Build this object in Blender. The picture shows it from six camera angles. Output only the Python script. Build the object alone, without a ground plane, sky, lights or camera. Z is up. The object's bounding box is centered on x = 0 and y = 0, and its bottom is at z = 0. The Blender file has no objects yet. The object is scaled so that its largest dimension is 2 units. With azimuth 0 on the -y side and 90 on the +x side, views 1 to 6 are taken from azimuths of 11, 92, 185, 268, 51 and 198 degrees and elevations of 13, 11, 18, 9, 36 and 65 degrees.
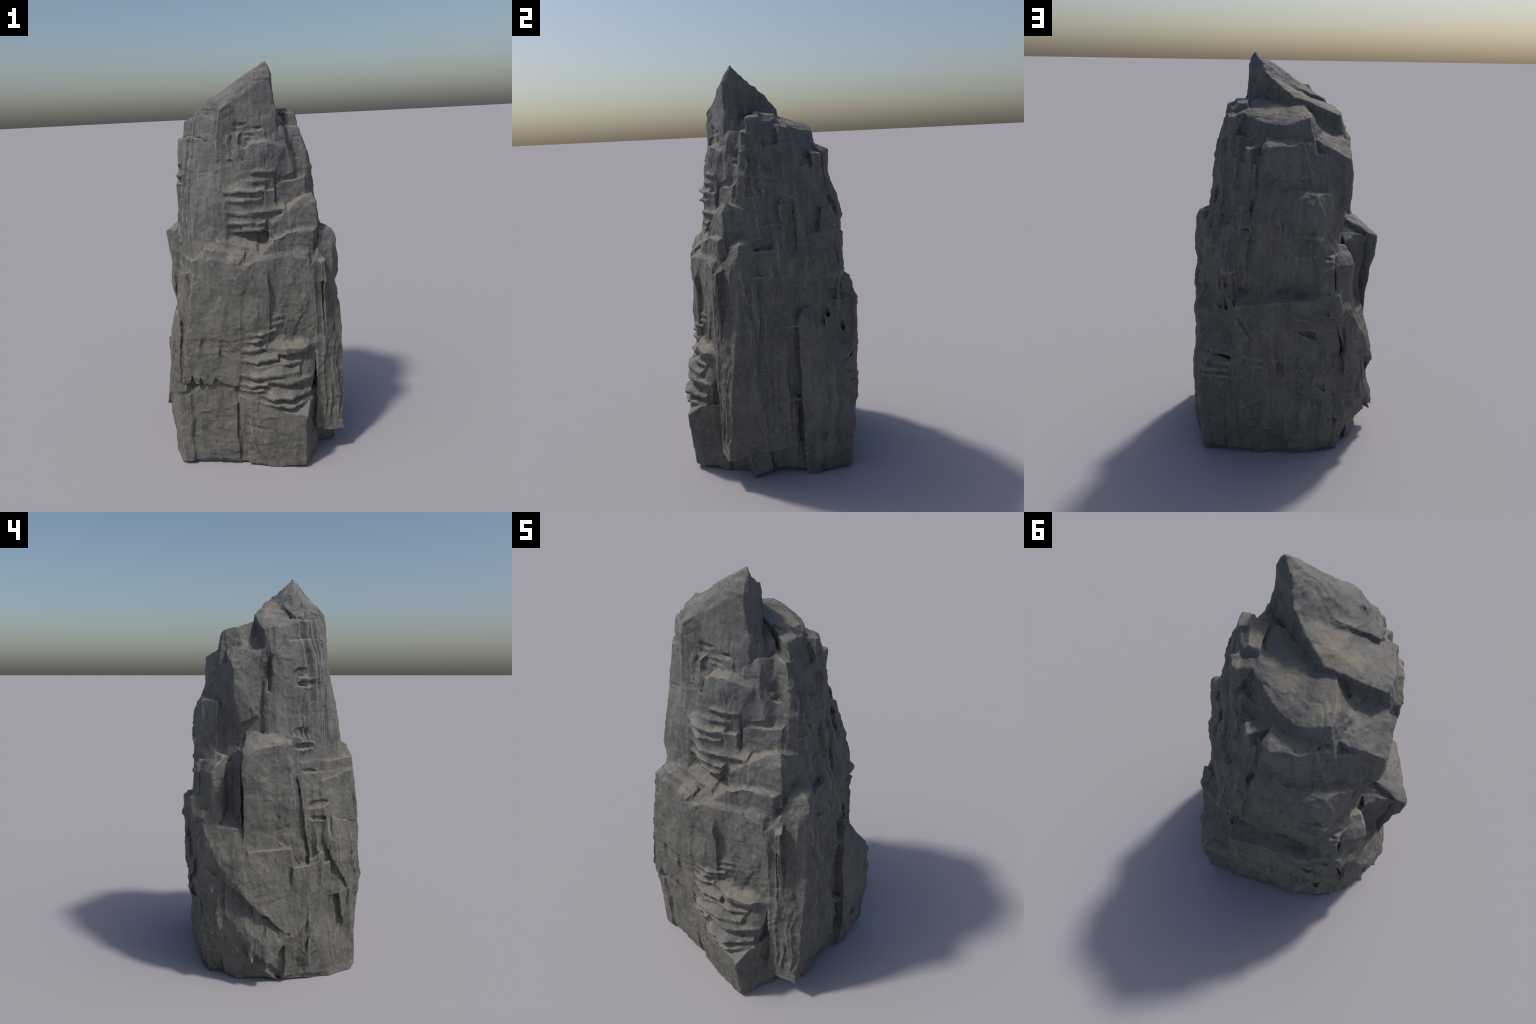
"""A weathered standing rock: a tall pillar of dark grey slate built as an
implicit solid (union of tilted convex slabs, minus notches, plus ledges and
vertical flutes), meshed with surface nets, coloured with procedural nodes."""
import bpy, bmesh, math
import numpy as np

H = 0.0038            # mesh cell size, metres
RNG = np.random.default_rng(11)

# ------------------------------------------------------------------ noise --
TAB = RNG.random((64, 64, 64, 3)).astype(np.float32) * 2 - 1
TAB1 = np.ascontiguousarray(TAB[..., 0])


def lattice(p, tab):
    """Smooth value noise on a 64-periodic lattice; p is (N,3) in cells."""
    i = np.floor(p).astype(np.int32)
    f = (p - i).astype(np.float32)
    f = f * f * (3 - 2 * f)
    i &= 63
    j = (i + 1) & 63
    fx, fy, fz = f[:, 0], f[:, 1], f[:, 2]
    if tab.ndim == 4:
        fx, fy, fz = fx[:, None], fy[:, None], fz[:, None]
    def lx(y, z):
        a = tab[i[:, 0], y, z]
        return a + (tab[j[:, 0], y, z] - a) * fx
    def ly(z):
        a = lx(i[:, 1], z)
        return a + (lx(j[:, 1], z) - a) * fy
    a = ly(i[:, 2])
    return a + (ly(j[:, 2]) - a) * fz


def noise1(p, freq, seed=0.0):
    return lattice(p * np.asarray(freq, np.float32) + np.float32(seed), TAB1)


def noise3(p, freq, seed=0.0):
    return lattice(p * np.asarray(freq, np.float32) + np.float32(seed), TAB)


# ----------------------------------------------------------------- solids --
class Solid:
    """Convex block: hull of corner points, kept as bounding planes."""
    def __init__(self, pts, cut=False, rough=1.0):
        bm = bmesh.new()
        for p in pts:
            bm.verts.new(p)
        bmesh.ops.convex_hull(bm, input=bm.verts)
        pl = {}
        c = np.mean(np.array(pts), axis=0)
        for f in bm.faces:
            n = np.array(f.normal)
            o = np.array(f.verts[0].co)
            if f.calc_area() < 1e-9:
                continue
            if n @ (c - o) > 0:
                n = -n
            key = tuple(np.round(np.append(n, n @ o), 3))
            pl[key] = (n, n @ o)
        bm.free()
        self.n = np.array([v[0] for v in pl.values()], np.float32)
        self.d = np.array([v[1] for v in pl.values()], np.float32)
        self.cut = cut
        q = np.array(pts)
        self.mid = q.mean(axis=0).astype(np.float32)
        self.reach = float(np.linalg.norm(q - self.mid, axis=1).max())

    def dist(self, p):
        """Distance bound at points given as a (3, N) array."""
        return (self.n @ p - self.d[:, None]).max(axis=0)


class Lens:
    """Ellipsoid bite: axes along the wall, out of the wall and up."""
    def __init__(self, c, ang, radii, roll=0.0):
        o = np.array([math.cos(math.radians(ang)), math.sin(math.radians(ang)), 0])
        t = np.array([-o[1], o[0], 0])
        u = np.array([0, 0, 1.0])
        ca, sa = math.cos(roll), math.sin(roll)
        self.m = np.array([(t * ca + u * sa) / radii[0], o / radii[1], (u * ca - t * sa) / radii[2]], np.float32)
        self.c = np.array(c, np.float32)
        self.r = min(radii)
        self.cut = True
        self.mid, self.reach = self.c, float(max(radii))

    def dist(self, p):
        return (np.linalg.norm(self.m @ (p - self.c[:, None]), axis=0) - 1) * self.r


SOLIDS = []


def add(*pts):
    SOLIDS.append(Solid(pts))


def cut(*pts):
    SOLIDS.append(Solid(pts, cut=True))


def column(plan, z0, z1, lean=(0, 0), grow=1.0):
    """Upright block: plan = [(x, y) or (x, y, top z)]; foot at z0 is the plan
    scaled by grow about its middle and moved by lean."""
    c = np.mean([q[:2] for q in plan], axis=0)
    pts = []
    for q in plan:
        zt = q[2] if len(q) > 2 else z1
        pts.append((q[0], q[1], zt))
        pts.append((c[0] + (q[0] - c[0]) * grow + lean[0],
                    c[1] + (q[1] - c[1]) * grow + lean[1], z0))
    add(*pts)


def between(low, z0, high, z1):
    """Block between a foot plan at z0 and a top plan at z1 (or per-corner z)."""
    pts = [(q[0], q[1], q[2] if len(q) > 2 else z0) for q in low]
    pts += [(q[0], q[1], q[2] if len(q) > 2 else z1) for q in high]
    add(*pts)


# ---- main masses, bottom to top ------------------------------------------
def wall(a, b, z0, z1, depth=.10, lean=0.0, rise=0.02, inset=0.0):
    """Slab whose outer face runs from a to b (rock on the left of a->b).
    z0, z1: a number or a pair for the two ends.  lean: how far the face is
    further in at the top than at the foot; rise: how much the top climbs
    inward; inset: how much narrower the top is at each end."""
    a, b = np.array(a, float), np.array(b, float)
    t = (b - a) / np.linalg.norm(b - a)
    n = np.array([-t[1], t[0]])
    z0 = z0 if isinstance(z0, tuple) else (z0, z0)
    z1 = z1 if isinstance(z1, tuple) else (z1, z1)
    pts = []
    for q, zl, zh, s in ((a, z0[0], z1[0], 1), (b, z0[1], z1[1], -1)):
        top = q + n * lean + t * inset * s
        pts += [(*q, zl), (*top, zh), (*(q + n * depth), zl), (*(top + n * depth), zh + rise)]
    add(*pts)


def bed(front, z, h, back=.07, climb=.035):
    """One thin bed: front lip follows the given corners at height z, a flat
    underside and a top that climbs back into the rock."""
    q = np.array(front, float)
    t = q[-1] - q[0]
    n = np.array([-t[1], t[0]]) / np.linalg.norm(t)
    pts = []
    for k, c in enumerate(q):
        wob = .003 * math.sin(37 * c[0] + 91 * z)
        c = c + n * .005
        pts += [(*c, z + h * .75 + wob), (*(c + n * .003), z + h * .1 + wob), (*(c + n * back), z + h + climb), (*(c + n * back), z - .012)]
    add(*pts)


def niche(x, y, z, ang, w, h, d, roll=0.0):
    """Lens-shaped hollow with a lip of rock below it."""
    c = on_surface(x, y, z, ang).astype(float)
    o = np.array([math.cos(math.radians(ang)), math.sin(math.radians(ang)), 0])
    SOLIDS.append(Lens(c + o * d * .25, ang, (w / 2, d, h / 2), roll))


def on_surface(x, y, z, ang):
    """First rock met when coming from outside along a heading."""
    o = np.array([math.cos(math.radians(ang)), math.sin(math.radians(ang)), 0])
    p = (np.array([x, y, z]) + np.linspace(.15, -.15, 151)[:, None] * o).astype(np.float32)
    mid = p[75]
    f = np.min([s.dist(p.T) for s in SOLIDS if not s.cut and np.linalg.norm(s.mid - mid) < s.reach + .16], axis=0)
    return p[int(np.argmax(f < 0))]


def shard(x, y, z, ang, w, h, proud, r):
    """Upright rib of cleaved rock, tapering into the wall at both ends."""
    o = np.array([math.cos(math.radians(ang)), math.sin(math.radians(ang)), 0])
    t = np.array([-o[1], o[0], 0])
    c = [on_surface(x, y, z + k * h, ang).astype(float) for k in (-.5, -.25, .25, .5)]
    if np.ptp([q @ o for q in c]) > .06:
        return
    s0, s1 = r.uniform(-.35, .35, 2) * w
    pts = []
    for q, wd, e in ((c[0], .25, -.006), (c[3], .2, -.006), (c[1], .5, -.012), (c[2], .5, -.012)):
        j = r.uniform(-.06, .06) * h
        pts += [q + t * wd * w + o * e + (0, 0, j), q - t * wd * w + o * e - (0, 0, j)]
    pts += [c[1] + t * s0 + o * proud, c[2] + t * s1 + o * proud * r.uniform(.6, 1.1),
            c[1] + t * (s0 + .2 * w) + o * proud * .8 - (0, 0, .1 * h), c[1] - o * .03, c[2] - o * .03]
    add(*pts)


def chip(x, y, z, ang, w, h, proud, r):
    """Short broken ledge: flat underside, top climbing back into the wall."""
    o = np.array([math.cos(math.radians(ang)), math.sin(math.radians(ang)), 0])
    t = np.array([-o[1], o[0], 0])
    tilt = r.uniform(-.25, .25)
    pts = []
    for k, e in ((-.5, -.004), (-.2, proud * r.uniform(.6, 1)), (.25, proud), (.5, -.004)):
        q = on_surface(*(np.array([x, y, z]) + t * k * w), ang).astype(float) + (0, 0, tilt * k * w)
        pts += [q + o * e, q + o * (e - .004) - (0, 0, h * .4), q - o * .03 + (0, 0, h), q - o * .03 - (0, 0, h * .5)]
    if np.ptp([q @ o for q in pts]) < .09:
        add(*pts)


def scatter(kind, n, seed, a, b, z, ang, w, h, proud):
    """Strew n ribs or chips over the wall that runs from a to b."""
    r = np.random.default_rng(seed)
    for _ in range(n):
        k = r.random()
        kind(a[0] + (b[0] - a[0]) * k, a[1] + (b[1] - a[1]) * k, r.uniform(*z), ang + r.uniform(-14, 14),
             r.uniform(*w), r.uniform(*h), r.uniform(*proud), r)


def build_masses():
    # ---------------- trunk
    between([(-.30, -.385), (.17, -.385), (.33, -.26), (.36, -.05), (.375, .10), (.345, .385), (.05, .40), (-.20, .37),
             (-.342, .315), (-.37, .10), (-.41, -.10), (-.395, -.28)], 0,
            [(-.16, -.39), (.02, -.37), (.33, -.25), (.42, -.06), (.37, .12), (.12, .36), (-.28, .36), (-.34, .22),
             (-.38, .0), (-.31, -.18)], 1.08)
    between([(-.12, -.34), (.30, -.22), (.38, -.17), (.41, -.05), (.36, .10), (.12, .36), (-.22, .37), (-.33, .22), (-.38, .0), (-.31, -.18)], 0.98,
            [(-.05, -.28), (.20, -.19), (.29, -.12), (.32, -.09), (.285, .11), (.06, .30), (-.09, .30), (-.26, .2), (-.33, .02), (-.24, -.14)], 1.54)
    # right upper face: two stacked panels, edge at the front right
    add((.323, -.091, 1.60), (.300, -.10, 1.61), (.256, .133, 1.64), (.23, .17, 1.62), (.12, .20, 1.60), (.15, -.05, 1.60),
        (.325, -.115, 1.42), (.315, .125, 1.20), (.20, .25, 1.17), (.40, -.05, 1.15), (.365, -.15, 1.20), (.1, .1, 1.15))
    # back-right flank between the right face and the back block
    between([(.36, .10), (.16, .37), (.0, .3), (.1, .0)], .95, [(.29, .11), (.20, .20), (.09, .30), (.0, .2), (.1, 0)], 1.50)
    for k, (x, y, zb, zt) in enumerate(((.322, .085, 1.0, 1.34), (.285, .155, .95, 1.28), (.24, .215, .95, 1.16), (.195, .275, .90, 1.24), (.155, .315, .9, 1.10),
                                        (.275, .12, 1.28, 1.60), (.205, .205, 1.22, 1.52), (.13, .265, 1.20, 1.57))):
        o = .024 if zb < 1.1 else .010
        wall((x + .016 + o, y - .022 + o), (x - .014 + o, y + .022 + o), zb, zt, depth=.08, lean=.006, rise=.02, inset=.004)
    add((.315, .125, 1.15), (.255, .26, 1.19), (.185, .355, 1.19), (.115, .392, 1.17), (.11, .30, 1.24), (.30, .10, 1.20),
        (.335, .13, 1.02), (.270, .28, 1.05), (.180, .375, 1.08), (.12, .40, 1.06), (.30, .22, .90), (.20, .355, .90), (.12, .392, .90), (.1, .2, .9), (.1, .2, 1.2))
    add((.20, .28, 1.30), (.15, .335, 1.31), (.11, .35, 1.30), (.12, .28, 1.36), (.225, .27, 1.20), (.17, .35, 1.20), (.11, .38, 1.20), (.1, .25, 1.2))
    # ---------------- spire: sharp upper wedge, lower dished roof, ridge between
    add((.156, -.133, 2.009), (.183, -.127, 1.943), (.182, -.170, 1.930), (.022, -.209, 1.900), (-.074, -.250, 1.824), (-.043, -.282, 1.797),
        (.115, -.085, 1.950), (.075, -.022, 1.898), (.01, -.090, 1.878), (-.118, -.170, 1.846), (-.15, -.195, 1.81), (-.23, -.125, 1.762), (-.19, -.11, 1.79),
        (.205, -.185, 1.62), (.20, -.10, 1.62), (.10, -.01, 1.62), (-.075, -.29, 1.50), (-.19, -.20, 1.50), (-.30, -.09, 1.50),
        (-.2, -.0, 1.5))
    add((.075, -.022, 1.896), (.03, .015, 1.872), (-.03, .055, 1.822), (-.068, .076, 1.802), (-.18, .064, 1.755), (-.299, .043, 1.718), (-.295, -.03, 1.722),
        (-.245, -.11, 1.745), (-.1, -.13, 1.79), (.02, -.10, 1.85),
        (.10, -.01, 1.62), (-.05, .09, 1.62), (-.30, .05, 1.60), (-.358, 0, 1.50), (-.33, .05, 1.50), (-.30, -.09, 1.50))
    add((.012, -.095, 1.886), (-.035, -.075, 1.862), (-.055, -.095, 1.850), (-.17, -.135, 1.800), (-.225, -.105, 1.775), (-.16, -.185, 1.812), (-.08, -.225, 1.835), (.02, -.20, 1.898), (.06, -.12, 1.905),
        (-.1, -.12, 1.6), (0, -.12, 1.6))
    add((-.118, -.172, 1.857), (-.128, -.165, 1.855), (-.10, -.16, 1.852), (-.09, -.20, 1.845), (-.15, -.20, 1.80), (-.10, -.235, 1.80), (-.08, -.17, 1.75), (-.16, -.15, 1.79))
    # ---------------- left flank under the spire, a rounded corner down to the shoulder
    between([(-.17, -.395), (-.08, -.37), (.05, -.25), (-.2, .1), (-.375, .03), (-.378, -.03), (-.345, -.14), (-.275, -.255)], 1.00,
            [(-.085, -.272, 1.60), (.0, -.25, 1.55), (.05, -.2, 1.6), (-.2, .05, 1.6), (-.335, .05, 1.56), (-.352, -.005, 1.60), (-.315, -.095, 1.66), (-.240, -.192, 1.62), (-.16, -.25, 1.66)], 1.62)
    between([(-.075, -.285), (-.0, -.27), (-.1, .0), (-.352, .02), (-.352, -.01), (-.312, -.10), (-.245, -.195), (-.16, -.255)], 1.46,
            [(-.075, -.276, 1.735), (-.03, -.25, 1.76), (-.1, -.1, 1.76), (-.30, .0, 1.70), (-.300, -.03, 1.715), (-.270, -.105, 1.735), (-.232, -.158, 1.742), (-.150, -.232, 1.775)], 1.74)
    # ---------------- plateau behind the spire
    between([(.305, -.08), (.285, .11), (.20, .20), (.06, .285), (-.09, .29), (-.19, .25), (-.28, .05)], 1.48,
            [(.262, -.01, 1.745), (.24, .05, 1.735), (.205, .09, 1.705), (.04, .223, 1.676), (-.044, .253, 1.675), (-.16, .237, 1.712),
             (-.175, .18, 1.73), (-.10, .06, 1.765), (.0, .0, 1.785), (.11, -.03, 1.785), (.20, -.045, 1.765)], 0)
    # small square block on the plateau's front right corner, and the steps under it
    add((.282, -.062, 1.748), (.262, .0, 1.758), (.20, .0, 1.78), (.215, -.06, 1.76), (.30, -.06, 1.66), (.30, .02, 1.6), (.2, .02, 1.6), (.22, -.06, 1.6))
    add((.30, -.085, 1.690), (.295, -.02, 1.685), (.22, -.02, 1.70), (.225, -.09, 1.70), (.32, -.095, 1.60), (.2, -.1, 1.5), (.31, 0, 1.55), (.2, 0, 1.5))
    add((.228, -.020, 1.780), (.20, -.030, 1.783), (.16, -.03, 1.785), (.205, .07, 1.765), (.16, .07, 1.775), (.255, .0, 1.70), (.24, .1, 1.70), (.15, -.04, 1.7), (.15, .1, 1.7))
    add((.19, -.125, 1.70), (.215, -.07, 1.735), (.12, -.03, 1.765), (.16, -.10, 1.75), (.20, -.13, 1.6), (.25, -.07, 1.6), (.1, .0, 1.6), (.1, -.1, 1.6))
    # right ledge chips
    add((.262, .09, 1.715), (.235, .14, 1.70), (.16, .12, 1.72), (.18, .05, 1.73), (.275, .10, 1.60), (.22, .19, 1.6), (.15, .1, 1.6))
    # ---------------- second ledge at the back
    add((.06, .31, 1.575), (.023, .332, 1.588), (-.079, .315, 1.586), (-.13, .29, 1.60), (-.10, .22, 1.63), (.05, .24, 1.62),
        (.07, .33, 1.36), (-.10, .345, 1.38), (-.2, .30, 1.36), (-.1, .2, 1.36), (.05, .2, 1.36))
    add((-.125, .285, 1.600), (-.165, .255, 1.59), (-.16, .2, 1.63), (-.2, .30, 1.36), (-.24, .24, 1.36), (-.12, .2, 1.36), (-.12, .31, 1.4))
    # ---------------- left chunk under the roof corner
    add((-.20, .215, 1.60), (-.279, .198, 1.561), (-.351, .190, 1.523), (-.350, .05, 1.60), (-.18, .05, 1.69), (-.15, .2, 1.62),
        (-.365, .185, 1.40), (-.372, .06, 1.30), (-.355, .15, 1.27), (-.28, .19, 1.22), (-.2, .15, 1.20), (-.2, .05, 1.2))
    # ---------------- back block: proud face, undercut top
    add((.11, .32, 1.29), (.06, .36, 1.36), (-.08, .352, 1.40), (-.20, .345, 1.37), (-.28, .27, 1.36),
        (.115, .375, 1.22), (.02, .390, 1.30), (-.15, .388, 1.27), (-.24, .36, 1.25), (-.30, .27, 1.22),
        (.125, .385, .88), (-.26, .385, .88), (-.33, .30, .88), (-.2, .1, .88), (.1, .1, .88), (0, .2, 1.4))
    add((-.09, .388, 1.03), (-.26, .384, 1.06), (-.29, .36, 1.06), (-.09, .388, .90), (-.26, .384, .90), (-.30, .36, .9), (-.2, .3, .88), (-.2, .3, 1.09))
    # ---------------- back apron with the long ledge
    add((-.296, .391, .893), (-.16, .450, .885), (.0, .457, .872), (.165, .450, .850), (.18, .40, .83), (.18, .3, .905), (-.25, .33, .905),
        (.07, .457, .66), (.15, .435, .60), (-.20, .430, .62), (-.34, .36, .62), (.08, .410, .30), (.0, .405, .34), (-.35, .328, .30),
        (.05, .395, 0), (-.20, .370, 0), (-.345, .325, 0), (.22, .40, 0), (.22, .405, .3))
    wall((.145, .420), (-.01, .440), (.42, .46), (.665, .69), depth=.1, lean=-.016, rise=.03)
    add((-.05, .422, .48), (-.22, .392, .50), (-.31, .365, .54), (-.05, .402, .3), (-.24, .368, .2), (-.33, .36, .3), (-.1, .41, 0), (-.3, .35, 0), (-.2, .3, .6))
    # ---------------- back right chunk beside the long crack
    add((.414, .168, .845), (.418, .147, .80), (.380, .22, .77), (.33, .26, .74), (.28, .15, .86),
        (.445, .148, .40), (.452, .154, .22), (.41, .26, .5), (.380, .312, .58), (.366, .385, .47), (.360, .412, .41), (.355, .41, .30), (.345, .394, .02),
        (.41, .17, 0), (.375, .2, 0), (.30, .15, .1), (.2, .42, .4), (.2, .40, .1), (.2, .385, .58), (.18, .3, .84))
    # slanting slivers above the chunk on the back
    add((.265, .285, .76), (.23, .315, .74), (.18, .375, .62), (.23, .36, .56), (.31, .305, .60), (.2, .3, .7), (.31, .28, .8))
    add((.225, .35, .85), (.19, .385, .83), (.135, .435, .66), (.14, .425, .62), (.20, .34, .68), (.15, .35, .7), (.2, .3, .85))
    # pillar between crack and fin (recessed wall) and its foot
    between([(.34, -.22), (.365, -.08), (.40, .04), (.385, .18), (.2, .2), (.2, -.1)], 0,
            [(.46, -.13), (.455, -.06), (.40, .10), (.36, .14), (.2, .2), (.2, -.1)], 1.02)
    between([(.44, -.14), (.455, -.05), (.41, .09), (.2, .2), (.2, -.1)], .14,
            [(.445, -.13), (.43, -.06), (.385, .09), (.2, .2), (.2, -.1)], 1.14)
    add((.39, .04, 0), (.42, .05, .30), (.38, .15, 0), (.425, .13, .30), (.39, .14, .42), (.3, .1, .4), (.3, .1, 0))
    # ---------------- fin on the right
    add((.447, -.112, 1.187), (.478, -.121, 1.130), (.424, -.055, 1.182), (.40, -.16, 1.165), (.39, -.05, 1.20), (.36, -.10, 1.22),
        (.459, -.140, 1.018), (.465, -.130, .86), (.45, -.05, .9), (.385, -.225, 1.02), (.385, -.24, .75), (.38, -.05, .75))
    add((.466, -.130, .90), (.490, -.138, .704), (.507, -.170, .542), (.499, -.193, .300), (.505, -.206, .125), (.455, -.05, .6),
        (.385, -.24, .85), (.375, -.255, .5), (.36, -.275, .14), (.46, -.06, .15), (.44, -.03, .9), (.35, -.1, .2), (.35, -.1, .9))
    wall((.405, -.243), (.430, -.218), .52, (1.03, 1.05), depth=.06, lean=-.004)
    wall((.440, -.210), (.462, -.182), (.55, .58), (.80, .84), depth=.06, lean=.012)
    wall((.345, -.125), (.449, -.085), 0, .16, depth=.1, lean=-.03)
    # ---------------- front, upper: bulge, dark plate, blocks stepping down to the right
    wall((-.078, -.272), (.035, -.300), 1.20, (1.66, 1.66), depth=.1, lean=.02, rise=.07)
    wall((-.02, -.292), (.155, -.222), 1.55, (1.665, 1.675), depth=.08, lean=.012, rise=.06)
    add((.055, -.294, 1.590), (.104, -.276, 1.622), (.165, -.250, 1.628), (.238, -.192, 1.600), (.20, -.222, 1.50), (.17, -.230, 1.42), (.042, -.302, 1.42),
        (.036, -.308, 1.50), (.10, -.2, 1.66), (.2, -.13, 1.64), (.1, -.2, 1.4), (.25, -.1, 1.4))
    add((.222, -.143, 1.695), (.19, -.195, 1.655), (.250, -.177, 1.600), (.208, -.207, 1.595), (.275, -.172, 1.470), (.20, -.216, 1.44), (.24, -.06, 1.69), (.16, -.12, 1.68),
        (.295, -.1, 1.47), (.15, -.1, 1.45))
    add((.206, -.135, 1.750), (.188, -.172, 1.70), (.215, -.15, 1.68), (.16, -.1, 1.75), (.205, -.09, 1.70), (.18, -.1, 1.6), (.23, -.1, 1.62))
    wall((.20, -.222), (.338, -.140), 1.26, (1.415, 1.445), depth=.12, lean=.008, rise=.03)
    wall((.215, -.205), (.318, -.122), 1.40, (1.435, 1.470), depth=.1, lean=.012, rise=.02)
    add((.172, -.285, 1.235), (.25, -.245, 1.295), (.388, -.186, 1.325), (.365, -.165, 1.375), (.30, -.19, 1.33), (.16, -.24, 1.27), (.2, -.1, 1.32), (.37, -.08, 1.33),
        (.16, -.300, 1.16), (.390, -.186, 1.12), (.37, -.08, 1.1), (.1, -.2, 1.1))
    add((.135, -.325, 1.115), (.18, -.315, 1.165), (.26, -.275, 1.190), (.375, -.215, 1.185), (.385, -.19, 1.20), (.2, -.2, 1.24),
        (.12, -.34, 1.06), (.375, -.225, 1.05), (.36, -.1, 1.1), (.1, -.2, 1.05))
    add((.0, -.288, 1.62), (.075, -.275, 1.60), (.0, -.295, 1.42), (.075, -.285, 1.42), (.03, -.2, 1.62), (.03, -.2, 1.42))
    # ---------------- front slab: left panel, middle panel, right panel
    add((-.192, -.421, 1.085), (-.157, -.418, 1.092), (.030, -.400, 1.066), (-.14, -.385, 1.135), (-.09, -.345, 1.160), (.06, -.35, 1.12),
        (-.245, -.440, .70), (-.275, -.456, .52), (-.285, -.452, .46), (.0, -.405, .75), (.0, -.412, .44), (-.22, -.3, .45), (.0, -.3, .45), (-.2, -.3, 1.05))
    add((-.02, -.399, 1.00), (.03, -.396, 1.040), (.163, -.376, .965), (.05, -.33, 1.11), (.15, -.3, 1.09), (.165, -.364, .76), (.15, -.362, .60),
        (-.02, -.405, .50), (.12, -.3, .5), (-.02, -.3, .5))
    add((.03, -.400, 1.043), (.14, -.352, 1.070), (.25, -.310, 1.085), (.325, -.245, 1.112), (.362, -.267, 1.052), (.372, -.255, .80), (.369, -.244, .50), (.34, -.18, 1.15), (.10, -.27, 1.15), (.05, -.3, 1.09),
        (.13, -.348, .92), (.13, -.345, .50), (.36, -.1, .5), (.1, -.2, .5), (.385, -.2, 1.0))
    # side of the front slab running back to the fin
    add((.372, -.255, 1.02), (.40, -.20, 1.08), (.37, -.15, 1.15), (.376, -.25, .4), (.40, -.19, .4), (.3, -.15, .4), (.3, -.15, 1.1))
    # shelf debris on the front slab's top
    wall((-.13, -.40), (.05, -.375), 1.06, (1.135, 1.105), depth=.09, lean=.006, rise=.05)
    wall((-.07, -.365), (.11, -.330), 1.08, (1.165, 1.125), depth=.09, lean=.01, rise=.06)
    # ---------------- left front columns
    between([(-.395, -.285), (-.40, -.12), (-.2, -.1), (-.2, -.38), (-.325, -.412)], 0,
            [(-.305, -.185), (-.37, -.03), (-.2, .0), (-.15, -.38), (-.195, -.415)], 1.08)
    between([(-.345, -.365), (-.41, -.20), (-.25, -.2), (-.27, -.446), (-.31, -.44)], .41,
            [(-.26, -.30), (-.355, -.12), (-.2, -.2), (-.19, -.416), (-.20, -.416)], 1.02)
    add((-.315, -.43, .47), (-.29, -.46, .50), (-.345, -.39, .42), (-.30, -.435, .455), (-.38, -.28, .62), (-.28, -.425, .78), (-.2, -.3, .5), (-.33, -.30, .8))
    # sheets hanging on the left front corner, their lower edges torn to points
    wall((-.355, -.255), (-.280, -.425), (.70, .52), (.98, 1.02), depth=.06, lean=.05, rise=.01)
    add((-.352, -.30, .62), (-.285, -.437, .50), (-.30, -.425, .40), (-.335, -.375, .275), (-.345, -.345, .40), (-.27, -.35, .6), (-.28, -.33, .4))
    add((-.362, -.335, .42), (-.345, -.375, .44), (-.350, -.365, .265), (-.36, -.345, .30), (-.30, -.33, .45), (-.31, -.33, .3))
    add((-.415, -.175, .60), (-.385, -.245, .64), (-.435, -.16, .50), (-.39, -.24, .42), (-.405, -.21, .38), (-.3, -.2, .6), (-.3, -.2, .4))
    add((-.438, -.13, .46), (-.41, -.20, .46), (-.440, -.12, .34), (-.415, -.195, .26), (-.425, -.17, .20), (-.3, -.15, .4), (-.3, -.15, .25))
    add((-.41, -.20, .30), (-.395, -.255, .30), (-.425, -.175, .12), (-.40, -.26, .10), (-.41, -.235, .02), (-.3, -.2, .3), (-.3, -.2, 0))
    wall((-.402, -.265), (-.375, -.315), 0, (.24, .26), depth=.05, lean=.012)
    wall((-.368, -.325), (-.345, -.37), 0, (.20, .24), depth=.05, lean=.01)
    # ---------------- front foot
    add((-.315, -.412, .02), (-.30, -.425, .40), (-.10, -.402, .47), (-.10, -.398, 0), (-.2, -.3, 0), (-.2, -.3, .5), (-.34, -.36, .40), (-.34, -.36, 0))
    wall((-.135, -.412), (-.02, -.402), 0, .46, depth=.1, lean=.0)
    wall((-.315, -.425), (-.255, -.422), .02, .44, depth=.1, lean=-.006)
    add((-.02, -.418, .40), (.10, -.385, .37), (.346, -.360, .352), (.333, -.428, .298), (.10, -.425, .33), (.0, -.425, .30), (.02, -.405, 0), (.168, -.402, 0), (.315, -.402, .02),
        (.355, -.22, 0), (.365, -.22, .38), (0, -.2, .0), (0, -.2, .45))
    # ---------------- left slab (upper) and its neighbours
    add((-.459, .153, 1.150), (-.502, .144, 1.132), (-.40, .13, 1.19), (-.385, .04, 1.215), (-.392, -.05, 1.180), (-.386, -.092, 1.170), (-.35, -.09, 1.20), (-.33, .12, 1.22),
        (-.458, .05, 1.16), (-.476, .145, .92), (-.447, .143, .66), (-.392, -.09, .66), (-.396, -.095, .95), (-.3, .12, .66), (-.3, -.09, .66))
    add((-.45, .155, 1.13), (-.40, .17, 1.15), (-.43, .16, .70), (-.37, .20, .75), (-.34, .2, 1.12), (-.3, .1, .7), (-.3, .1, 1.2))
    add((-.385, .293, 1.030), (-.341, .239, 1.109), (-.30, .27, 1.12), (-.30, .35, 1.03), (-.415, .245, .80), (-.40, .30, .74), (-.33, .36, .74), (-.28, .2, .74), (-.28, .2, 1.1))
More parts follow.
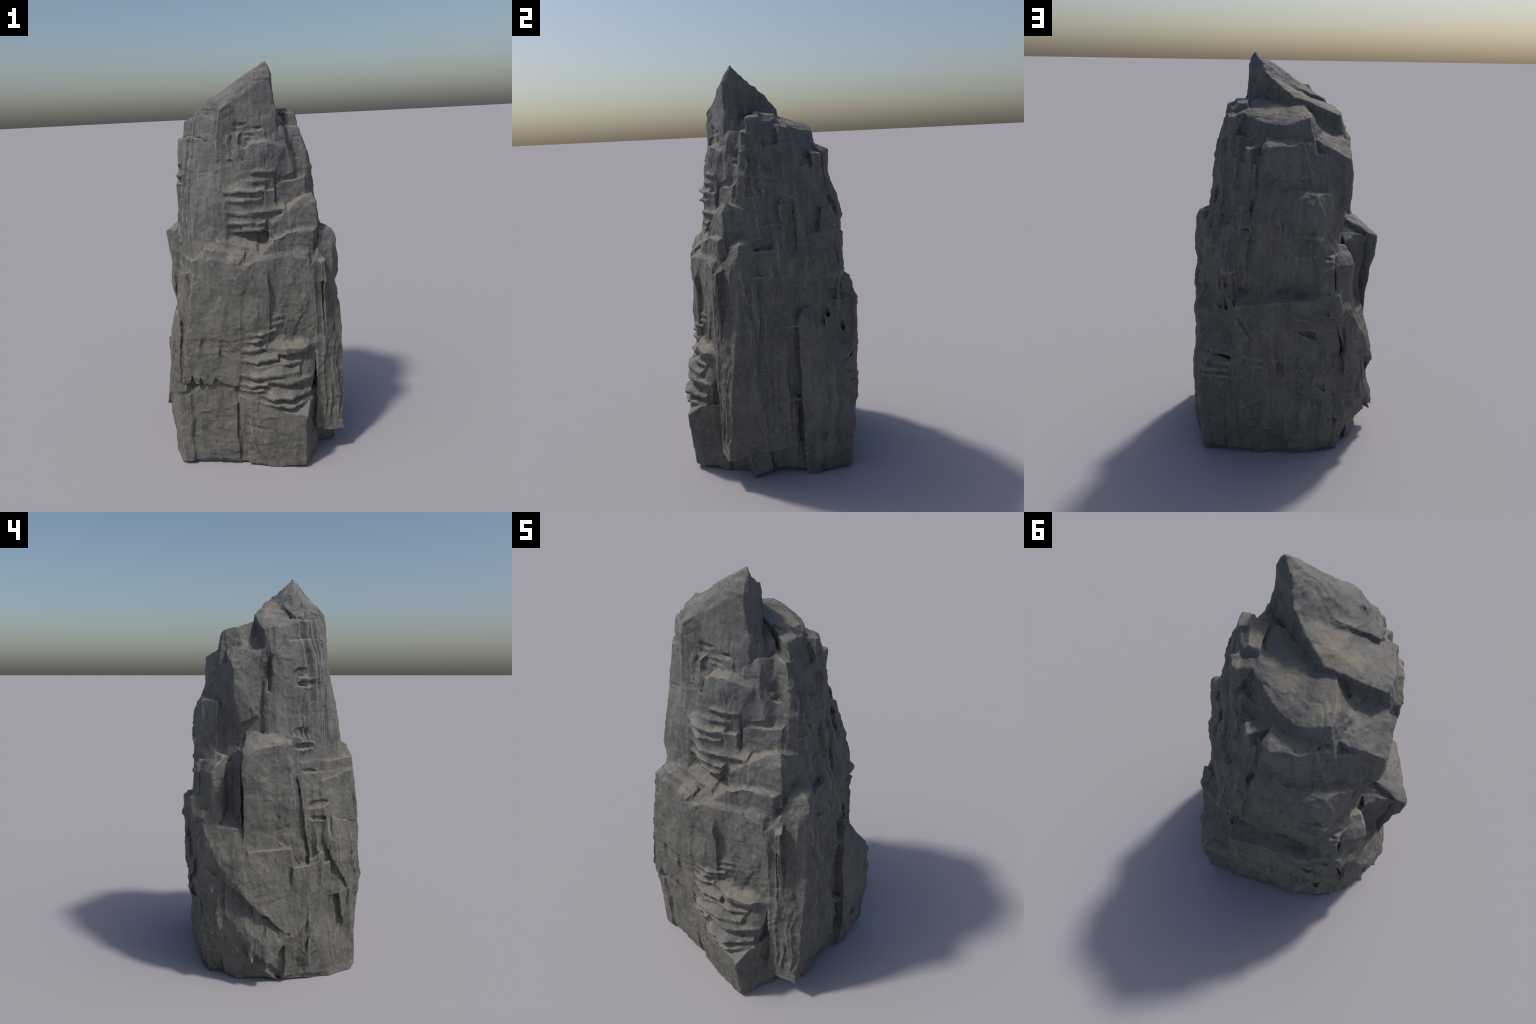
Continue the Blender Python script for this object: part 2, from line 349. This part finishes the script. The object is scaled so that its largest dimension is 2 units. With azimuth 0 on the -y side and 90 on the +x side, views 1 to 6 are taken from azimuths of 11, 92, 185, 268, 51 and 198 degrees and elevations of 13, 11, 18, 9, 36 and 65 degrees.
    # ---------------- left apron: big diagonal slabs
    add((-.440, .195, .760), (-.399, .335, .772), (-.30, .385, .84), (-.33, .2, .86), (-.425, .05, .75), (-.415, -.09, .66), (-.42, -.15, .58),
        (-.465, .275, .63), (-.490, .215, .50), (-.525, .125, .435), (-.510, -.03, .290), (-.480, -.11, .235), (-.45, -.16, .30),
        (-.36, .36, .60), (-.30, .2, .45), (-.30, -.1, .22))
    wall((-.462, .115), (-.430, -.10), (.50, .46), (.655, .665), depth=.1, lean=-.002, rise=.01)
    add((-.435, .24, .50), (-.452, .10, .42), (-.455, -.06, .30), (-.45, .03, .05), (-.43, .15, .17), (-.43, -.10, .08), (-.40, .26, .15), (-.40, .25, .02), (-.42, .18, 0), (-.41, -.1, 0), (-.3, .2, .5), (-.3, -.1, .3), (-.3, .1, 0))
    add((-.462, .23, .50), (-.485, .10, .405), (-.48, -.02, .285), (-.47, .235, .38), (-.478, .20, .30), (-.507, .13, .235), (-.530, .065, .160), (-.543, .0, .120), (-.515, -.05, .20),
        (-.49, .02, .11), (-.46, .17, .20), (-.40, .2, .45), (-.40, 0, .12), (-.40, .2, .25))
    add((-.505, .13, .30), (-.525, .05, .22), (-.500, .10, .17), (-.512, .055, .135), (-.48, .12, .33), (-.45, .1, .2), (-.46, .05, .2))
    add((-.45, .265, .42), (-.455, .20, .34), (-.465, .10, .22), (-.452, .275, .33), (-.470, .215, .25), (-.482, .180, .19), (-.492, .11, .125), (-.475, .04, .06), (-.445, -.03, 0), (-.41, .2, .2),
        (-.37, .13, .02), (-.37, .25, .1), (-.35, .25, .4), (-.3, .1, .0), (-.40, .06, .0))
    add((-.420, .30, .36), (-.415, .27, .16), (-.37, .325, .30), (-.350, .318, .02), (-.37, .15, .02), (-.435, .24, .24), (-.3, .2, .3), (-.3, .2, 0))
    add((-.470, -.10, .24), (-.492, -.03, .27), (-.480, .10, .38), (-.47, .0, .08), (-.445, -.08, .03), (-.42, -.13, .05), (-.40, .1, .1), (-.4, -.1, .25), (-.40, .1, .38))
    for y, z0, x in ((.335, .16, -.398), (.300, .22, -.440), (.255, .27, -.474), (.215, .20, -.466), (.165, .165, -.486), (.105, .125, -.525), (.035, .105, -.540), (-.045, .19, -.512)):
        add((x, y, z0), (x + .012, y - .022, z0 + .07), (x + .016, y + .02, z0 + .09), (x + .07, y - .03, z0 + .04), (x + .07, y + .03, z0 + .06), (x + .03, y, z0 + .20), (x + .08, y, z0 + .2))
    add((-.42, .31, .56), (-.38, .345, .58), (-.40, .31, .30), (-.345, .325, .02), (-.30, .345, .02), (-.34, .35, .6), (-.3, .2, .3))
    between([(-.435, -.18), (-.44, -.04), (-.3, -.03), (-.3, -.25), (-.395, -.29)], 0,
            [(-.435, -.15), (-.46, -.10), (-.3, -.03), (-.3, -.25), (-.37, -.28)], .58)
    add((-.50, -.055, .24), (-.485, -.11, .25), (-.475, -.08, .10), (-.47, -.06, .02), (-.43, -.12, .02), (-.4, -.1, .3), (-.4, -.03, .1))
    # ---------------- bites: lens-shaped hollows found on the surface, each with a lip of rock under it
    r = np.random.default_rng(77)
    for x, y, z, ang, w, h, d in (
            (-.28, -.140, 1.508, 200, .12, .040, .018), (-.28, -.145, 1.452, 200, .10, .024, .012), (-.28, -.14, 1.345, 200, .05, .10, .008),
            (-.31, -.140, 1.216, 200, .12, .050, .020), (-.31, -.145, 1.153, 200, .11, .026, .014), (-.31, -.160, 1.100, 200, .08, .05, .010),
            (-.32, -.215, .866, 208, .12, .032, .016), (-.32, -.210, .802, 208, .10, .020, .012),
            (-.45, -.17, .23, 215, .05, .16, .010),
            (.040, -.27, 1.714, 297, .075, .022, .012), (.13, -.235, 1.690, 297, .05, .014, .012), (.01, -.28, 1.66, 297, .03, .09, .010), (.085, -.255, 1.655, 297, .06, .016, .010),
            (-.155, -.425, .655, 262, .045, .085, .012), 
            (-.06, -.41, .64, 262, .05, .13, .008), 
            (.10, -.42, .225, 275, .09, .022, .008), (.20, -.42, .19, 275, .05, .03, .008), (.03, -.42, .15, 275, .06, .2, .008),
            (-.33, -.18, 1.03, 205, .08, .02, .010)):
        niche(x, y, z, ang, w, h, d, r.uniform(-.15, .15))
        if w > .09 and h < .07:
            o = np.array([math.cos(math.radians(ang)), math.sin(math.radians(ang))])
            t = np.array([-o[1], o[0]])
            c = on_surface(x, y, z - h * .8, ang)[:2].astype(float)
            bed([c - t * w * .5, c + o * (d * .4 + .008) - t * w * r.uniform(.0, .25), c + o * (d * .4 + .006) + t * w * r.uniform(.05, .3), c + t * w * .5], z - h * 1.1, .020, back=.04, climb=.008)
    add((-.44, .295, .54), (-.458, .22, .52), (-.455, .24, .22), (-.425, .30, .25), (-.40, .33, .52), (-.38, .325, .25), (-.3, .2, .5), (-.3, .2, .2))
    add((-.33, .40, .90), (-.295, .395, .905), (-.26, .36, .92), (-.345, .33, .90), (-.35, .38, .78), (-.28, .42, .78), (-.30, .3, .75))
    add((-.40, .255, .83), (-.35, .25, .88), (-.34, .34, .85), (-.39, .33, .80), (-.43, .27, .72), (-.36, .37, .70), (-.3, .3, .7))
    add((-.43, .30, .555), (-.405, .335, .56), (-.35, .37, .60), (-.40, .26, .62), (-.43, .31, .45), (-.37, .365, .45), (-.35, .3, .45))
    add((-.30, .40, .56), (-.20, .43, .575), (-.12, .44, .56), (-.14, .40, .62), (-.28, .37, .62), (-.29, .40, .48), (-.15, .43, .47), (-.2, .35, .47))
    add((-.26, .415, .40), (-.20, .430, .41), (-.15, .425, .40), (-.2, .40, .45), (-.25, .40, .35), (-.17, .41, .34), (-.2, .35, .35))
    # ---------------- undercut hem along the ground
    for x, y, ang, w, h, d in ((-.16, -.41, 270, .30, .016, .02), (.25, -.41, 275, .18, .022, .02), (.37, .05, 15, .30, .022, .03),
                               (.22, .40, 90, .26, .024, .02), (-.14, .40, 90, .34, .040, .03), (-.42, -.18, 195, .34, .026, .02)):
        niche(x, y, .004, ang, w, h * 2, d)
    # slanting gouges and a lipped hollow, back right
    niche(.28, .39, .82, 75, .22, .028, .012, -1.15)
    niche(.20, .41, .71, 80, .22, .030, .012, -1.0)
    niche(.13, .43, .74, 85, .16, .030, .018, -.9)
    niche(.27, .41, .53, 72, .18, .07, .010, .1)
    niche(-.22, .42, .70, 95, .20, .04, .016, -.2)
    # ---------------- ribs and chips strewn over the walls
    scatter(shard, 26, 1, (.47, -.10), (.40, .13), (.12, 1.05), 18, (.03, .07), (.16, .45), (.008, .018))
    scatter(shard, 16, 2, (.32, -.08), (.29, .10), (1.15, 1.58), 8, (.03, .06), (.12, .35), (.006, .014))
    scatter(shard, 22, 3, (.30, .13), (.12, .32), (.95, 1.60), 48, (.03, .06), (.18, .45), (.010, .024))
    scatter(shard, 18, 4, (.32, .41), (-.33, .38), (.06, .60), 90, (.04, .10), (.15, .40), (.008, .020))
    scatter(shard, 16, 5, (.08, .38), (-.28, .36), (1.10, 1.46), 92, (.04, .09), (.12, .26), (.004, .010))
    scatter(shard, 18, 6, (.43, .18), (.36, .38), (.08, .70), 25, (.04, .07), (.15, .35), (.006, .014))
    scatter(shard, 34, 7, (-.09, -.28), (-.26, -.18), (1.05, 1.70), 238, (.024, .050), (.35, .75), (.009, .018))
    scatter(shard, 16, 8, (-.25, -.40), (-.42, -.12), (.05, .98), 215, (.025, .05), (.15, .40), (.008, .016))
    scatter(shard, 5, 9, (-.44, .10), (-.41, -.08), (.30, 1.08), 183, (.05, .09), (.15, .35), (.002, .005))
    scatter(shard, 8, 10, (-.42, .28), (-.36, .34), (.05, .80), 150, (.04, .08), (.12, .25), (.008, .018))
    scatter(shard, 12, 11, (.39, -.235), (.47, -.16), (.16, 1.10), 300, (.02, .035), (.15, .40), (.006, .014))
    scatter(shard, 14, 12, (-.30, -.42), (.30, -.41), (.02, .33), 270, (.03, .07), (.08, .22), (.004, .012))
    scatter(shard, 6, 13, (-.24, -.42), (.33, -.26), (.55, 1.05), 283, (.04, .09), (.08, .25), (.003, .008))
    scatter(chip, 14, 21, (.30, .13), (.12, .32), (.98, 1.55), 48, (.06, .14), (.02, .04), (.008, .016))
    scatter(chip, 20, 22, (.32, .41), (-.33, .38), (.10, .80), 90, (.06, .18), (.02, .05), (.008, .020))
    scatter(chip, 12, 23, (.08, .38), (-.28, .36), (1.02, 1.52), 92, (.06, .14), (.02, .04), (.008, .016))
    scatter(chip, 12, 24, (.46, -.08), (.38, .13), (.15, 1.20), 18, (.05, .10), (.015, .03), (.005, .011))
    scatter(chip, 8, 25, (.31, -.06), (.27, .12), (1.2, 1.65), 8, (.05, .10), (.015, .03), (.005, .011))
    scatter(chip, 12, 27, (-.43, .26), (-.35, .34), (.1, 1.0), 140, (.05, .10), (.02, .04), (.008, .016))
    # ---------------- thin beds
    # belly that carries the lower beds
    add((.0, -.405, .36), (.10, -.425, .36), (.27, -.405, .36), (.35, -.31, .37), (.365, -.25, .60), (.22, -.335, .64), (.04, -.393, .66), (.0, -.395, .60), (.1, -.2, .4), (.3, -.2, .4), (.3, -.2, .6), (.1, -.2, .6))
    for z, h, front in (
            (.345, .022, ((.11, -.420), (.20, -.455), (.285, -.440), (.353, -.335))),
            (.385, .026, ((.085, -.420), (.18, -.463), (.275, -.448), (.350, -.34))),
            (.415, .020, ((-.01, -.405), (.05, -.436), (.13, -.442))),
            (.445, .024, ((.0, -.405), (.06, -.440), (.15, -.445))),
            (.452, .030, ((.14, -.430), (.25, -.432), (.305, -.395), (.358, -.30))),
            (.490, .026, ((-.005, -.405), (.10, -.450), (.22, -.428), (.30, -.368))),
            (.525, .020, ((.07, -.405), (.115, -.422), (.17, -.395))),
            (.532, .022, ((.165, -.392), (.25, -.388), (.31, -.33))),
            (.565, .022, ((.0, -.405), (.09, -.430), (.20, -.400))),
            (.590, .046, ((.15, -.385), (.245, -.388), (.33, -.330), (.371, -.262))),
            (.618, .024, ((.0, -.405), (.06, -.420), (.145, -.392))),
            (.665, .018, ((.04, -.400), (.10, -.412), (.145, -.378))),
            (.698, .018, ((.045, -.398), (.12, -.402), (.195, -.348))),
            (.735, .018, ((.155, -.358), (.20, -.346), (.235, -.318))),
            (.765, .020, ((.155, -.356), (.20, -.342), (.245, -.312)))):
        bed(front, z, h)
    # bracket that rises from the beds on the right
    add((.215, -.335, .62), (.245, -.318, .62), (.26, -.302, .72), (.225, -.330, .70), (.31, -.285, .785), (.25, -.305, .79), (.2, -.28, .62), (.28, -.25, .79))
    add((-.045, -.290, 1.20), (-.03, -.300, 1.42), (.06, -.300, 1.45), (.19, -.222, 1.45), (.20, -.25, 1.2), (.08, -.318, 1.2), (.1, -.1, 1.2), (.1, -.1, 1.5))
    for z, h, front in (
            (1.472, .022, ((.045, -.298), (.12, -.292), (.197, -.234))),
            (1.432, .020, ((.04, -.300), (.11, -.297), (.17, -.252))),
            (1.392, .020, ((-.045, -.308), (.03, -.336), (.10, -.314), (.145, -.275))),
            (1.350, .020, ((-.035, -.308), (.05, -.334), (.135, -.284))),
            (1.285, .026, ((-.045, -.308), (.05, -.328), (.13, -.306), (.245, -.248))),
            (1.236, .024, ((-.045, -.318), (.06, -.332), (.15, -.300))),
            (1.204, .022, ((.05, -.335), (.10, -.328), (.15, -.305)))):
        bed(front, z, h)
    add((.14, -.272, 1.40), (.19, -.243, 1.40), (.15, -.270, 1.28), (.20, -.24, 1.28), (.17, -.2, 1.41), (.17, -.2, 1.28))
    for z, h, front in ((1.168, .020, ((.325, .120), (.245, .235), (.135, .330))), (1.198, .022, ((.32, .130), (.235, .238), (.15, .312))),
                        (1.235, .026, ((.31, .130), (.225, .238), (.14, .315))), (1.37, .02, ((.26, .175), (.21, .22))), (1.41, .018, ((.255, .175), (.21, .215))),
                        (.440, .02, ((.375, .375), (.33, .432), (.20, .436))), (.478, .024, ((.375, .37), (.335, .436), (.21, .438))),
                        (.515, .03, ((.375, .35), (.33, .428), (.20, .44))), (.565, .024, ((.37, .33), (.31, .40), (.18, .436)))):
        bed(front, z, h, back=.035, climb=.02)
    for x, w, h in ((-.235, .030, .035), (-.195, .028, .030), (-.115, .06, .012)):
        cut((x - w, -.60, .40), (x + w, -.60, .40), (x, -.60, .465 + h), (x - w, -.418, .40), (x + w, -.418, .40), (x, -.418, .465 + h))
    cut((.415, -.30, .94), (.423, -.28, .94), (.404, -.228, .93), (.410, -.218, .93), (.415, -.30, .72), (.428, -.28, .72), (.406, -.228, .73), (.412, -.218, .73))
    cut((-.365, .0, 1.69), (-.40, .03, 1.69), (-.315, .025, 1.66), (-.36, .0, 1.40), (-.42, .03, 1.40), (-.335, .025, 1.42))


build_masses()


# ------------------------------------------------------------------ field --
FILLET = .013


def field_block(p, solids):
    """Union of blocks with small fillets in the creases, minus the bites."""
    f = np.full(p.shape[1], 9.0, np.float32)
    for s in solids:
        if not s.cut:
            d = s.dist(p)
            h = np.maximum(FILLET - np.abs(f - d), 0)
            f = np.minimum(f, d) - h * h * (.25 / FILLET)
    f = f + .0015
    for s in solids:
        if s.cut:
            d = -s.dist(p)
            h = np.maximum(.006 - np.abs(f - d), 0)
            f = np.maximum(f, d) + h * h * (.25 / .006)
    return f


def make_mesh():
    lo = np.array([-.60, -.54, -0.03], np.float32)
    hi = np.array([.60, .54, 2.06], np.float32)
    B = 10
    nb = np.ceil((hi - lo) / (H * B)).astype(int)
    grid = np.full(nb * B, 1.0, np.float32)
    half = H * B / 2
    bi = np.stack(np.meshgrid(*[np.arange(k) for k in nb], indexing='ij'), -1).reshape(-1, 3)
    cen = (lo + (bi * B + (B - 1) / 2) * H).astype(np.float32)
    R = half * 1.74
    D = np.full((len(SOLIDS), len(cen)), 9.0, np.float32)
    for d, s in zip(D, SOLIDS):
        k = np.nonzero(((cen - s.mid) ** 2).sum(axis=1) < (s.reach + 3 * R) ** 2)[0]
        d[k] = s.dist(cen[k].T)
    iscut = np.array([s.cut for s in SOLIDS])
    coarse = np.maximum(D[~iscut].min(axis=0), -D[iscut].min(axis=0))
    off = np.stack(np.meshgrid(*[np.arange(B)] * 3, indexing='ij'), -1).reshape(-1, 3)
    near = np.abs(coarse) < R
    for b in np.nonzero(~near & (coarse < 0))[0]:
        i, j, k = bi[b] * B
        grid[i:i + B, j:j + B, k:k + B] = -1
    for b in np.nonzero(near)[0]:
        d = D[:, b]
        use = np.where(iscut, d < R, d < max(d[~iscut].min() + 2 * R, R))
        p = (lo + (bi[b] * B + off) * H).astype(np.float32).T.copy()
        i, j, k = bi[b] * B
        grid[i:i + B, j:j + B, k:k + B] = field_block(p, [SOLIDS[t] for t in np.nonzero(use)[0]]).reshape(B, B, B)
    return surface_nets(grid, lo)


def ridged(p, freq, seed):
    return 1 - 2 * np.abs(noise1(p, freq, seed))


def smoothstep(a, b, x):
    t = np.clip((x - a) / (b - a), 0, 1)
    return t * t * (3 - 2 * t)


def roughen(v, f):
    """Wander the crisp blocks, then raise flutes, cleavage steps and grain."""
    p = v.astype(np.float32)
    p = p - noise3(p, 7.0, 3.7) * 0.008 - noise3(p, 22.0, 11.3) * 0.0042 - noise3(p, 55.0, 21.3) * 0.0018
    n = normals(p, f)
    q = v.astype(np.float32)
    w = q + noise3(q, 10, 31.0) * 0.02
    steep = 1 - n[:, 2] ** 2
    # flutes are deepest on the left front flank: long ridges pushed straight out
    out = np.array([-.72, -.69, 0], np.float32)
    round_ = np.degrees(np.arctan2(-q[:, 0], -q[:, 1]))            # 0 = front, 90 = left
    flank = smoothstep(3, 16, round_) * (1 - smoothstep(62, 84, round_)) * smoothstep(1.08, 1.22, q[:, 2]) * (1 - smoothstep(1.72, 1.84, q[:, 2]))
    along = q @ np.array([.69, -.72, 0], np.float32) + noise1(q, 7, 2.2) * .012
    line = np.stack([along, q[:, 2], np.zeros_like(along)], 1)
    flute = ridged(line, (20, .9, 0), 40.3) * .021 + ridged(line, (46, 2.0, 0), 51.7) * .008
    flute = flute * flank * np.clip(n @ out, 0, 1)
    r = ridged(w, (17, 17, .9), 5.1) * .0022 * steep
    r += ridged(w, (42, 42, 2.2), 8.4) * .0014 * steep
    # chipped facets: terraces cut from a slow noise
    t = noise1(w, (9, 9, 6), 1.7) * 2.6
    r += (np.floor(t) + smoothstep(.75, 1.0, t - np.floor(t))) * 0.0026 * (1 - .8 * flank)
    t = noise1(w, (20, 20, 12), 4.7) * 2.0
    r += (np.floor(t) + smoothstep(.7, 1.0, t - np.floor(t))) * 0.0010
    r += noise1(q, 70, 6.7) * 0.0006 + noise1(q, 150, 9.7) * 0.0005
    return p + n * r[:, None] + out * flute[:, None]


def normals(v, f):
    a, b = v[f[:, 2]] - v[f[:, 0]], v[f[:, 3]] - v[f[:, 1]]
    fn = np.cross(a, b)
    n = np.stack([np.bincount(f.ravel(), np.repeat(fn[:, k], 4), len(v)) for k in range(3)], 1)
    return (n / np.maximum(np.linalg.norm(n, axis=1), 1e-12)[:, None]).astype(np.float32)


def surface_nets(g, lo):
    s = g < 0
    nx, ny, nz = g.shape
    c = [s[dx:nx - 1 + dx, dy:ny - 1 + dy, dz:nz - 1 + dz] for dx in (0, 1) for dy in (0, 1) for dz in (0, 1)]
    allin = np.logical_and.reduce(c)
    anyin = np.logical_or.reduce(c)
    cell = np.argwhere(anyin & ~allin)
    vid = np.full((nx - 1, ny - 1, nz - 1), -1, np.int32)
    vid[cell[:, 0], cell[:, 1], cell[:, 2]] = np.arange(len(cell))
    acc = np.zeros((len(cell), 3))
    cnt = np.zeros(len(cell))
    corners = [(a, b, d) for a in (0, 1) for b in (0, 1) for d in (0, 1)]
    val = {k: g[cell[:, 0] + k[0], cell[:, 1] + k[1], cell[:, 2] + k[2]].astype(np.float64) for k in corners}
    for a in corners:
        for ax in range(3):
            if a[ax]:
                continue
            b = list(a); b[ax] = 1; b = tuple(b)
            va, vb = val[a], val[b]
            m = (va < 0) != (vb < 0)
            t = np.where(m, va / np.where(m, va - vb, 1), 0)
            pos = np.tile(np.array(a, float), (len(cell), 1))
            pos[:, ax] += t
            acc[m] += pos[m]
            cnt[m] += 1
    verts = lo + (cell + acc / cnt[:, None]) * H
    faces = []
    for ax in range(3):
        o = [k for k in range(3) if k != ax]
        sl0 = [slice(1, -1)] * 3; sl1 = [slice(1, -1)] * 3
        sl0[ax] = slice(0, -1); sl1[ax] = slice(1, None)
        A, Bv = s[tuple(sl0)], s[tuple(sl1)]
        e = np.argwhere(A != Bv)
        flip = A[e[:, 0], e[:, 1], e[:, 2]]
        e[:, o[0]] += 1; e[:, o[1]] += 1
        quad = []
        for da, db in ((1, 1), (0, 1), (0, 0), (1, 0)):
            q = e.copy(); q[:, o[0]] -= da; q[:, o[1]] -= db
            quad.append(vid[q[:, 0], q[:, 1], q[:, 2]])
        quad = np.stack(quad, 1)
        if ax == 1:
            flip = ~flip
        quad[~flip] = quad[~flip][:, ::-1]
        faces.append(quad)
    return verts, np.concatenate(faces)


# --------------------------------------------------------------- material --
def rock_material():
    m = bpy.data.materials.new("weathered_slate")
    m.use_nodes = True
    nt = m.node_tree
    N, L = nt.nodes, nt.links
    bsdf = N["Principled BSDF"]
    coord = N.new("ShaderNodeTexCoord").outputs["Object"]
    geo = N.new("ShaderNodeNewGeometry")

    def noise(scale, detail=4, rough=.55, stretch=(1, 1, 1), dist=0.0):
        mp = N.new("ShaderNodeMapping")
        mp.inputs["Scale"].default_value = stretch
        L.new(coord, mp.inputs[0])
        t = N.new("ShaderNodeTexNoise")
        t.inputs["Scale"].default_value = scale
        t.inputs["Detail"].default_value = detail
        t.inputs["Roughness"].default_value = rough
        t.inputs["Distortion"].default_value = dist
        L.new(mp.outputs[0], t.inputs["Vector"])
        return t.outputs["Fac"]

    def ramp(x, lo, hi):
        r = N.new("ShaderNodeMapRange")
        r.interpolation_type = 'SMOOTHSTEP'
        r.inputs["From Min"].default_value = lo
        r.inputs["From Max"].default_value = hi
        L.new(x, r.inputs["Value"])
        return r.outputs[0]

    def calc(op, a, b):
        k = N.new("ShaderNodeMath")
        k.operation = op
        for i, x in enumerate((a, b)):
            if isinstance(x, (int, float)):
                k.inputs[i].default_value = x
            else:
                L.new(x, k.inputs[i])
        return k.outputs[0]

    def mix(fac, a, b, kind='MIX'):
        k = N.new("ShaderNodeMix")
        k.data_type = 'RGBA'
        k.blend_type = kind
        for i, x in ((0, fac), (6, a), (7, b)):
            if isinstance(x, tuple):
                k.inputs[i].default_value = (*x, 1)
            elif isinstance(x, (int, float)):
                k.inputs[i].default_value = x
            else:
                L.new(x, k.inputs[i])
        return k.outputs[2]

    sep = N.new("ShaderNodeSeparateXYZ")
    L.new(coord, sep.inputs[0])
    nrm = N.new("ShaderNodeSeparateXYZ")
    L.new(geo.outputs["Normal"], nrm.inputs[0])
    z, up = sep.outputs[2], nrm.outputs[2]

    # cool grey above, brownish grey towards the foot
    height = ramp(calc('ADD', z, calc('MULTIPLY', noise(3, 3), .5)), .75, 1.95)
    col = mix(height, (.154, .147, .122), (.152, .151, .148))
    # broad blotches, dark vertical streaks, grain
    col = mix(ramp(noise(8, 6, .62), .34, .66), mix(.50, col, (.066, .067, .068)), col)
    col = mix(calc('MULTIPLY', ramp(noise(26, 5, .65, (1, 1, .12)), .46, .68), .45), col, (.056, .054, .050))
    col = mix(calc('MULTIPLY', ramp(noise(38, 7, .72), .50, .68), .60), col, (.195, .190, .176))
    col = mix(calc('MULTIPLY', ramp(noise(120, 4, .7), .54, .72), .35), col, (.045, .044, .042))
    # pale scratches in patches
    patch = calc('MULTIPLY', ramp(noise(5, 3), .50, .66), ramp(noise(60, 5, .7, (1, 1, .22), .6), .60, .74))
    col = mix(calc('MULTIPLY', patch, .7), col, (.27, .265, .255))
    # tan dust and paler grey patches on anything facing up
    top_tint = calc('MULTIPLY', ramp(up, .42, .95), ramp(noise(7, 4, .6), .28, .58))
    col = mix(calc('MULTIPLY', top_tint, .70), col, mix(ramp(noise(4, 3), .42, .58), (.205, .198, .182), (.255, .218, .162)))
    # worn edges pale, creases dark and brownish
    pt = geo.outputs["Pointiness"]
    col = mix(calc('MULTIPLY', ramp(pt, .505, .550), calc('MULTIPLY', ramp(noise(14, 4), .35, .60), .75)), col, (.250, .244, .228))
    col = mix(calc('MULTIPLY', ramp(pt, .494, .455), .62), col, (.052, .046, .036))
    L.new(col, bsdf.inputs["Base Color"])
    rough = N.new("ShaderNodeMapRange")
    rough.inputs["To Min"].default_value = .62
    rough.inputs["To Max"].default_value = .88
    L.new(noise(30, 3), rough.inputs["Value"])
    L.new(rough.outputs[0], bsdf.inputs["Roughness"])
    bsdf.inputs["Specular IOR Level"].default_value = .35
    # bedding cracks: thin level lines, broken by noise
    wave = N.new("ShaderNodeTexWave")
    wave.bands_direction = 'Z'
    wave.inputs["Scale"].default_value = 2.3
    wave.inputs["Distortion"].default_value = 1.6
    wave.inputs["Detail"].default_value = 4
    wave.inputs["Detail Scale"].default_value = 3.0
    L.new(coord, wave.inputs["Vector"])
    front = ramp(calc('MULTIPLY', nrm.outputs[1], -1), .6, .9)
    crack = calc('MULTIPLY', ramp(wave.outputs["Fac"], .05, .0), calc('MULTIPLY', front, ramp(noise(6, 3), .53, .62)))
    col = mix(calc('MULTIPLY', crack, .35), col, (.055, .042, .036))
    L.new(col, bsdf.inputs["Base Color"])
    b1 = N.new("ShaderNodeBump")
    b1.inputs["Strength"].default_value = .8
    b1.inputs["Distance"].default_value = .005
    hgt = calc('ADD', noise(85, 8, .72), calc('MULTIPLY', noise(36, 5, .65, (1, 1, .12)), .9))
    hgt = calc('ADD', hgt, calc('MULTIPLY', noise(30, 5, .65, (.25, .25, 1.6)), .5))
    hgt = calc('SUBTRACT', hgt, calc('MULTIPLY', crack, .5))
    L.new(hgt, b1.inputs["Height"])
    L.new(b1.outputs[0], bsdf.inputs["Normal"])
    return m


def build():
    v, f = make_mesh()
    v = roughen(v, f)
    v[:, 2] = np.maximum(v[:, 2], 0)
    me = bpy.data.meshes.new("standing_rock")
    me.vertices.add(len(v)); me.vertices.foreach_set("co", v.astype(np.float32).ravel())
    me.loops.add(f.size); me.loops.foreach_set("vertex_index", f.astype(np.int32).ravel())
    me.polygons.add(len(f)); me.polygons.foreach_set("loop_start", np.arange(0, f.size, 4, dtype=np.int32))
    me.update(calc_edges=True)
    me.validate()
    me.shade_smooth()
    me.materials.append(rock_material())
    ob = bpy.data.objects.new("standing_rock", me)
    bpy.context.collection.objects.link(ob)
    ob["label"] = "tall dark grey slate rock pillar with layered ledges and pointed top"
    ob["category"] = "rock"
    return ob


build()
